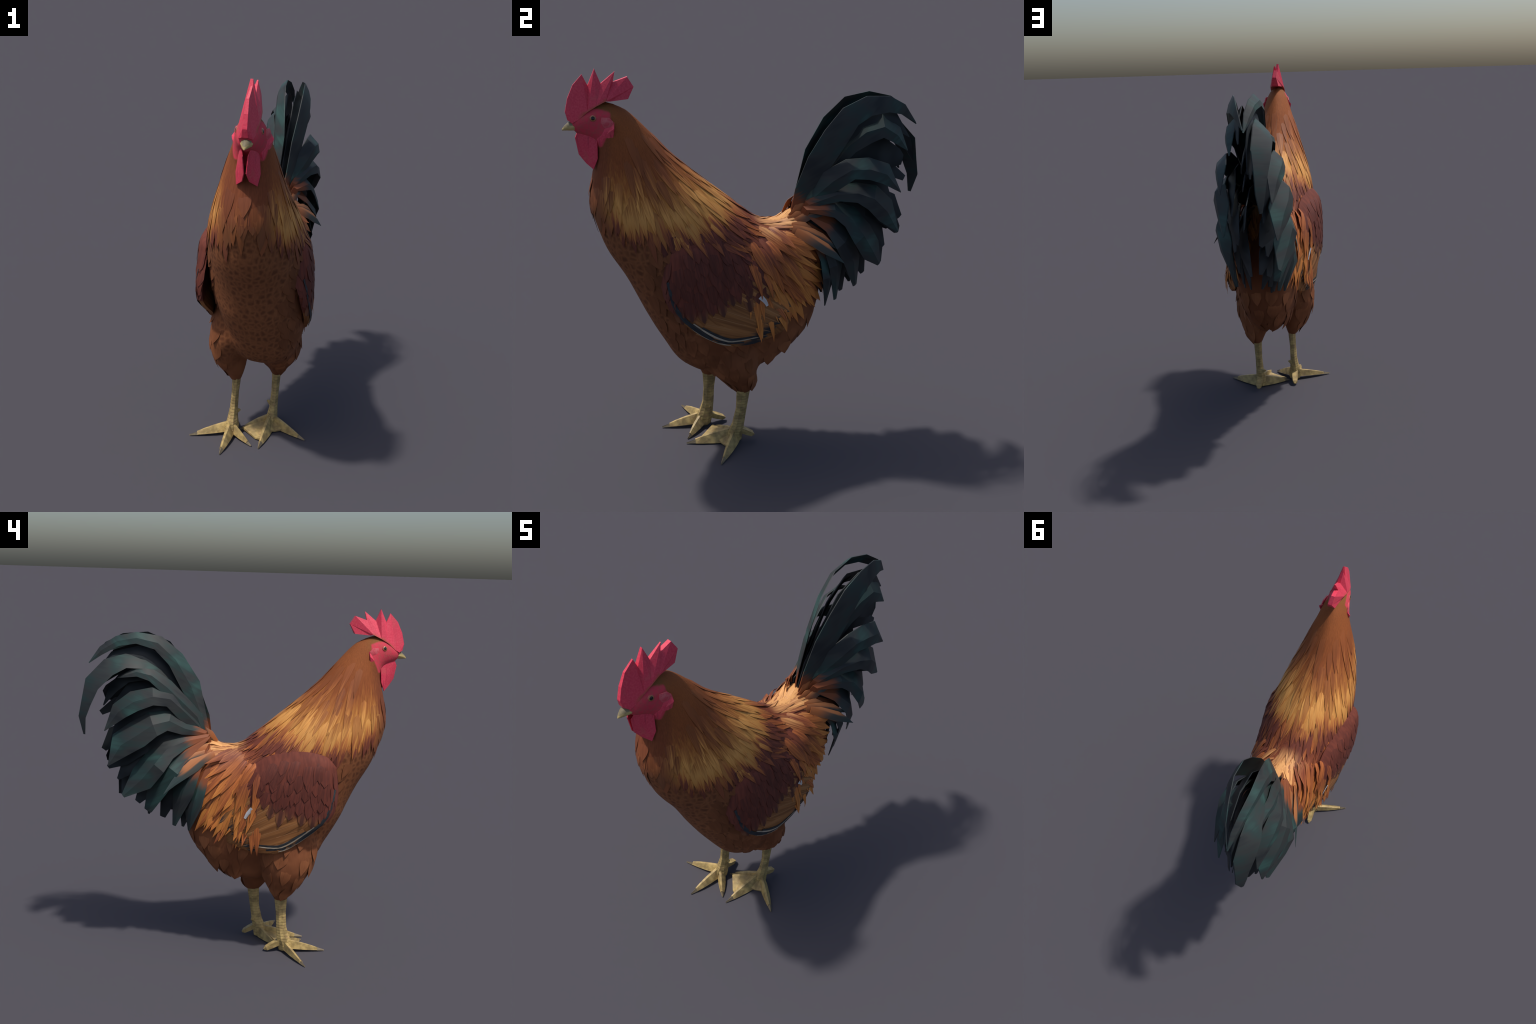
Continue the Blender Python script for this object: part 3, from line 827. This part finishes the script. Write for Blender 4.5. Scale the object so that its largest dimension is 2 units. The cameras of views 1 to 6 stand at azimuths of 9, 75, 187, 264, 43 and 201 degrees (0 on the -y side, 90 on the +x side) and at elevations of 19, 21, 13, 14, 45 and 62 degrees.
for sgn in (-1, 1):
    # covert feathers where the tail springs from the rump, orange into teal
    for i in range(6):
        t = i / 5
        a = V((0.026 + sgn * (0.035 + 0.085 * t), 0.155 + rng.uniform(-.015, .02), 1.245 - 0.055 * t))
        ang = math.radians(50 - 74 * t + rng.uniform(-9, 9)); L = (0.11 + 0.14 * t) * rng.uniform(0.75, 1.35)
        d = V((sgn * (0.10 + (0.38 if sgn > 0 else 0.28) * t), math.cos(ang), math.sin(ang))).normalized()
        nn = V((sgn * 0.95, -0.25, 0.35)).normalized(); bend = rng.uniform(0.05, 0.12)
        P = [a + d * L * s + nn * (0.012 * math.sin(math.pi * s * 0.9)) + V((0, 0, -bend * t * s * s)) for s in (0, .2, .4, .6, .8, 1)]
        ribbon('tail_covert_feather', P, [nn] * 6, [(0.035 + 0.03 * t) * rng.uniform(.8, 1.2) * lance(k / 5, 0.6, 0.4, 1.5) for k in range(6)], 0.004, 0.2, MT['tcov'], PART['rump'])

# ------------------------------------------------------------------ loose feather tips on thighs and belly
rng = random.Random(9)
def belly(p):
    return 0.36 < p.z < 0.80 and p.y > -0.42 and (p.y > 0.02 or abs(p.x) > 0.15) and (abs(p.x) > 0.02)
for p in scatter(belly, 0.072, 72, rng):
    host = region(p); host = PART[host] if host in PART else PART['torso']
    P, N = grow(BODY, p, lambda q: V((q.x * 0.4, 0.25 if q.y < 0 else 0.1, -1)), rng.uniform(0.10, 0.18), 5, (-0.006, 0.003, rng.uniform(0.003, 0.014) + (rng.uniform(0.004, 0.018) if p.y > 0.0 and p.z < 0.68 else 0)), 0.85)
    w = rng.uniform(0.05, 0.10)
    if smooth_run(P, 0.7): ribbon('belly_feather', P, N, [w * lance(i / 5, 0.7, 0.5, 1.6) for i in range(6)], 0.003, 0.10, MT['down'], host)

def flank(p):
    return -0.60 < p.y < -0.44 and 0.72 < p.z < 1.20 and abs(p.x) > 0.17
for p in scatter(flank, 0.046, 90, rng):
    P, N = grow(SKIN, p, lambda q: V((q.x * 0.6, 0.55, -1)), rng.uniform(0.09, 0.14), 5, (-0.004, 0.004, 0.010), 0.9)
    w = rng.uniform(0.05, 0.07)
    ribbon('breast_feather', P, N, [w * lance(i / 5, 0.7, 0.5, 1.6) for i in range(6)], 0.003, 0.10, MT['down'], PART['torso'])

# ------------------------------------------------------------------ head furniture
head = PART['head']
CX = 0.021
# comb: outline (y, z, half thickness) and the fleshy foot it stands on
COMB = [(-.886, 1.775, .014), (-.894, 1.811, .010), (-.879, 1.872, .009), (-.851, 1.931, .006), (-.808, 1.978, .004), (-.785, 1.926, .010),
        (-.751, 2.0, .006), (-.727, 1.934, .009), (-.662, 1.986, .003), (-.673, 1.938, .011), (-.606, 1.960, .010), (-.580, 1.915, .012),
        (-.609, 1.862, .022), (-.690, 1.856, .034)]
FOOT = [(-.865, 1.765, .032), (-.840, 1.778, .038), (-.795, 1.815, .045), (-.755, 1.838, .046), (-.712, 1.858, .042), (-.690, 1.856, .034)]
LINK = [0, 0, 0, 1, 1, 2, 2, 3, 3, 4, 4, 4, 5, 5]
LEAN = {4: .007, 5: -.004, 6: -.004, 7: .003, 8: .006, 9: -.003, 10: -.006}      # the points bend to either side
def build_comb():
    vs, fs = [], []
    no, nf = len(COMB), len(FOOT)
    for s in (1, -1):
        vs += [(CX + LEAN.get(k, 0) + s * h, y, z) for k, (y, z, h) in enumerate(COMB)] + [(CX + s * h, y, z) for y, z, h in FOOT]
    q = no + nf
    for k in range(no - 1):
        for s in (0, q):
            a, b, fa, fb = k, k + 1, no + LINK[k], no + LINK[k + 1]
            f = [a + s, b + s, fb + s] + ([fa + s] if fa != fb else [])
            if len(f) == 4: fs += [(f[0], f[1], f[2]), (f[0], f[2], f[3])]
            else: fs.append(tuple(f))
        fs.append((k, k + 1, k + 1 + q, k + q))
    for k in range(nf - 1): fs.append((no + k, no + k + 1, no + k + 1 + q, no + k + q))
    fs.append((0, no, no + q, q))
    o = add('comb', vs, fs, MT['flesh'], head); fix_normals(o)
build_comb()

def pad(name, outline, nor, thick, mat, parent, bulge=0.35):
    """fleshy lobe: outline of 3D points, swollen on both faces"""
    nor = V(nor).normalized(); c = sum((V(p) for p in outline), V()) / len(outline); n = len(outline)
    vs = []
    for s in (1, -1):
        vs += [V(p) + nor * s * thick * 0.22 for p in outline]
        vs += [V(p).lerp(c, bulge) + nor * s * thick * 0.5 for p in outline]
        vs += [c + nor * s * thick * 0.55]
    q = 2 * n + 1; fs = []
    for k in range(n):
        j = (k + 1) % n
        for s in (0, q): fs += [(k + s, j + s, n + j + s, n + k + s), (n + k + s, n + j + s, 2 * n + s)]
        fs.append((k, j, j + q, k + q))
    o = add(name, vs, fs, mat, parent, 32); fix_normals(o); return o

for s in (1, -1):
    X = lambda d: CX + s * d
    pad('wattle', [(X(.022), -.838, 1.728), (X(.012), -.857, 1.690), (X(.005), -.846, 1.614), (X(.016), -.816, 1.573), (X(.046), -.786, 1.549),
                   (X(.054), -.765, 1.600), (X(.044), -.760, 1.690), (X(.032), -.800, 1.724)], (s * 0.80, -0.55, 0.05), 0.010, MT['flesh'], head)
    pad('ear_wattle', [(X(.074), -.682, 1.768), (X(.091), -.685, 1.742), (X(.080), -.690, 1.700), (X(.056), -.746, 1.652), (X(.050), -.762, 1.690), (X(.064), -.728, 1.742)],
        (s * 0.9, -0.40, 0.1), 0.016, MT['flesh'], head)
    pad('ear_lobe', [(X(.064), -.736, 1.790), (X(.072), -.702, 1.789), (X(.078), -.686, 1.770), (X(.076), -.690, 1.742), (X(.068), -.724, 1.742), (X(.062), -.742, 1.766)],
        (s * 0.9, -0.35, 0.1), 0.012, MT['ear'], head)
    # eye: flattened ball with an iris
    h = BODY.ray_cast(V((s * 0.5, -0.774, 1.787)), V((-s, 0, 0)))
    vs, fs = [], []
    for i in range(9):
        for j in range(16):
            a, b = math.pi * i / 8, 2 * math.pi * j / 16
            vs.append((0.009 * math.cos(a), 0.0180 * math.sin(a) * math.cos(b), 0.0165 * math.sin(a) * math.sin(b)))
    for i in range(8):
        for j in range(16): fs.append((i * 16 + j, i * 16 + (j + 1) % 16, (i + 1) * 16 + (j + 1) % 16, (i + 1) * 16 + j))
    n = h[1]; 
    M = n.to_track_quat('X', 'Z').to_matrix().to_4x4(); M.translation = h[0] - n * 0.004
    e = add('eye', [M @ V(v) for v in vs], fs, MT['eye'], head, 180, M); fix_normals(e)

def build_beak():
    rings = []
    for y, zc, rx, rt, rb in ((-.830, 1.745, .031, .027, .022), (-.858, 1.746, .028, .026, .020), (-.884, 1.743, .020, .022, .016), (-.902, 1.737, .012, .013, .009), (-.913, 1.731, .003, .004, .003)):
        r = []
        for j in range(10):
            a = 2 * math.pi * j / 10
            r.append((CX + 0.004 + rx * math.cos(a), y, zc + (rt if math.sin(a) > 0 else rb) * math.sin(a)))
        rings.append(r)
    v, f = rings_mesh(rings)
    o = add('beak', v, f, MT['beak'], head, 40); fix_normals(o)
build_beak()

# ------------------------------------------------------------------ legs and feet
def tube(name, rows, mat, parent, n=8, smooth=30):
    """rows: x, y, z, half width, half depth"""
    rings = [[(x + rx * math.cos(2 * math.pi * (j + .5) / n), y + ry * math.sin(2 * math.pi * (j + .5) / n), z) for j in range(n)] for x, y, z, rx, ry in rows]
    v, f = rings_mesh(rings)
    o = add(name, v, f, mat, parent, smooth); fix_normals(o); return o
def toe(base, tip, w, h, parent, ridge=0.16, lift=0.0):
    """wedge-shaped toe with a ridged back, ending in a dark claw"""
    A, B = V(base), V(tip); d = B - A; d.z = 0; d.normalize(); s = d.cross(V((0, 0, 1)))
    prof = [(-.10, 0.9, 1.20), (0.05, 1, 1.20), (0.35, .92, 1.0), (0.62, .70, .72), (0.80, .46, .46)]
    rings = []
    for t, fw, fh in prof:
        c = A.lerp(B, t); zt = A.z * (1 - t) * 0.55 + h * fh; 
        rings.append([c + s * w * fw / 2 + V((0, 0, 0.004 + lift * (1 - max(0.0, t)) - c.z)), V((c.x, c.y, zt)) + s * w * (ridge + 0.14) * fw, V((c.x, c.y, zt)) + s * w * (ridge - 0.14) * fw, c - s * w * fw / 2 + V((0, 0, 0.004 + lift * (1 - max(0.0, t)) - c.z))])
    v, f = rings_mesh(rings); o = add('toe', v, f, MT['toe'], parent); fix_normals(o)
    c = A.lerp(B, 0.79); w2 = w * 0.47; zt = A.z * 0.11 + h * 0.47
    r0 = [c + s * w2 / 2 + V((0, 0, 0.005 - c.z)), V((c.x, c.y, zt)), c - s * w2 / 2 + V((0, 0, 0.005 - c.z))]
    v, f = rings_mesh([r0, [V((B.x, B.y, 0.001)) + s * k for k in (.003, 0, -.003)]])
    v[4] = v[4] + V((0, 0, 0.006))
    o = add('claw', v, f, MT['claw'], o.parent); fix_normals(o)

LR, LL = PART['leg_r'], PART['leg_l']
tube('shank', [(-.088, -.236, .37, .028, .045), (-.086, -.237, .31, .023, .038), (-.089, -.240, .24, .020, .031), (-.092, -.245, .15, .022, .032), (-.095, -.258, .085, .030, .040), (-.095, -.272, .045, .040, .048), (-.095, -.275, .008, .036, .044)], MT['leg'], LR)
toe((-.115, -.275, .05), (-.314, -.361, .001), .050, .030, LR, lift=0.016)
toe((-.098, -.300, .05), (-.113, -.505, .004), .052, .033, LR, lift=0.016)
toe((-.075, -.290, .05), (.036, -.386, .005), .048, .033, LR, lift=0.016)
tube('shank', [(.114, -.088, .36, .030, .046), (.115, -.094, .29, .024, .036), (.114, -.103, .20, .021, .030), (.112, -.120, .11, .024, .034), (.108, -.135, .06, .032, .042), (.108, -.145, .008, .034, .044)], MT['leg'], LL)
toe((.105, -.165, .06), (.077, -.400, .001), .055, .033, LL)
toe((.130, -.145, .06), (.313, -.258, .001), .050, .030, LL)
toe((.085, -.150, .05), (-.060, -.235, .006), .052, .030, LL)
def hind(base, tip, parent):
    A, B = V(base), V(tip); d = (B - A).normalized(); s = d.cross(V((0, 0, 1))).normalized(); u = s.cross(d)
    rings = [[A.lerp(B, t) + s * a * w + u * b * w for a, b in ((1, -.8), (1, .8), (-1, .8), (-1, -.8))] for t, w in ((0, .018), (.5, .017), (.85, .014), (1, .004))]
    v, f = rings_mesh(rings); o = add('hind_toe', v, f, MT['toe'], parent); fix_normals(o)
hind((-.098, -.245, .060), (-.106, -.145, .012), LR)
hind((.110, -.115, .070), (.114, -.031, .022), LL)
def spur(base, tip, parent):
    A, B = V(base), V(tip); d = (B - A).normalized(); s = d.cross(V((0, 0, 1))).normalized(); u = s.cross(d)
    v, f = rings_mesh([[A + s * a + u * b for a, b in ((.014, -.018), (.014, .018), (-.014, .018), (-.014, -.018))], [B + s * a + u * b for a, b in ((.003, -.004), (.003, .004), (-.003, .004), (-.003, -.004))]])
    o = add('spur', v, f, MT['leg'], parent); fix_normals(o)
spur((-.086, -.240, .120), (-.057, -.238, .130), LR)
spur((.104, -.100, .115), (.070, -.082, .122), LL)
def build_web(corners):
    top = [V(p) for p in corners]
    vs = top + [V((p.x, p.y, max(0.003, p.z - 0.012))) for p in top]
    fs = [(0, 1, 2), (0, 2, 3), (6, 5, 4), (7, 6, 4)] + [(k, (k + 1) % 4, (k + 1) % 4 + 4, k + 4) for k in range(4)]
    o = add('web', vs, fs, MT['toe'], LL); fix_normals(o)
build_web(((.105, -.150, .050), (.088, -.330, .022), (.045, -.312, .012), (-.042, -.232, .020)))
build_web(((.118, -.150, .052), (.190, -.192, .022), (.142, -.212, .010), (.100, -.240, .026)))
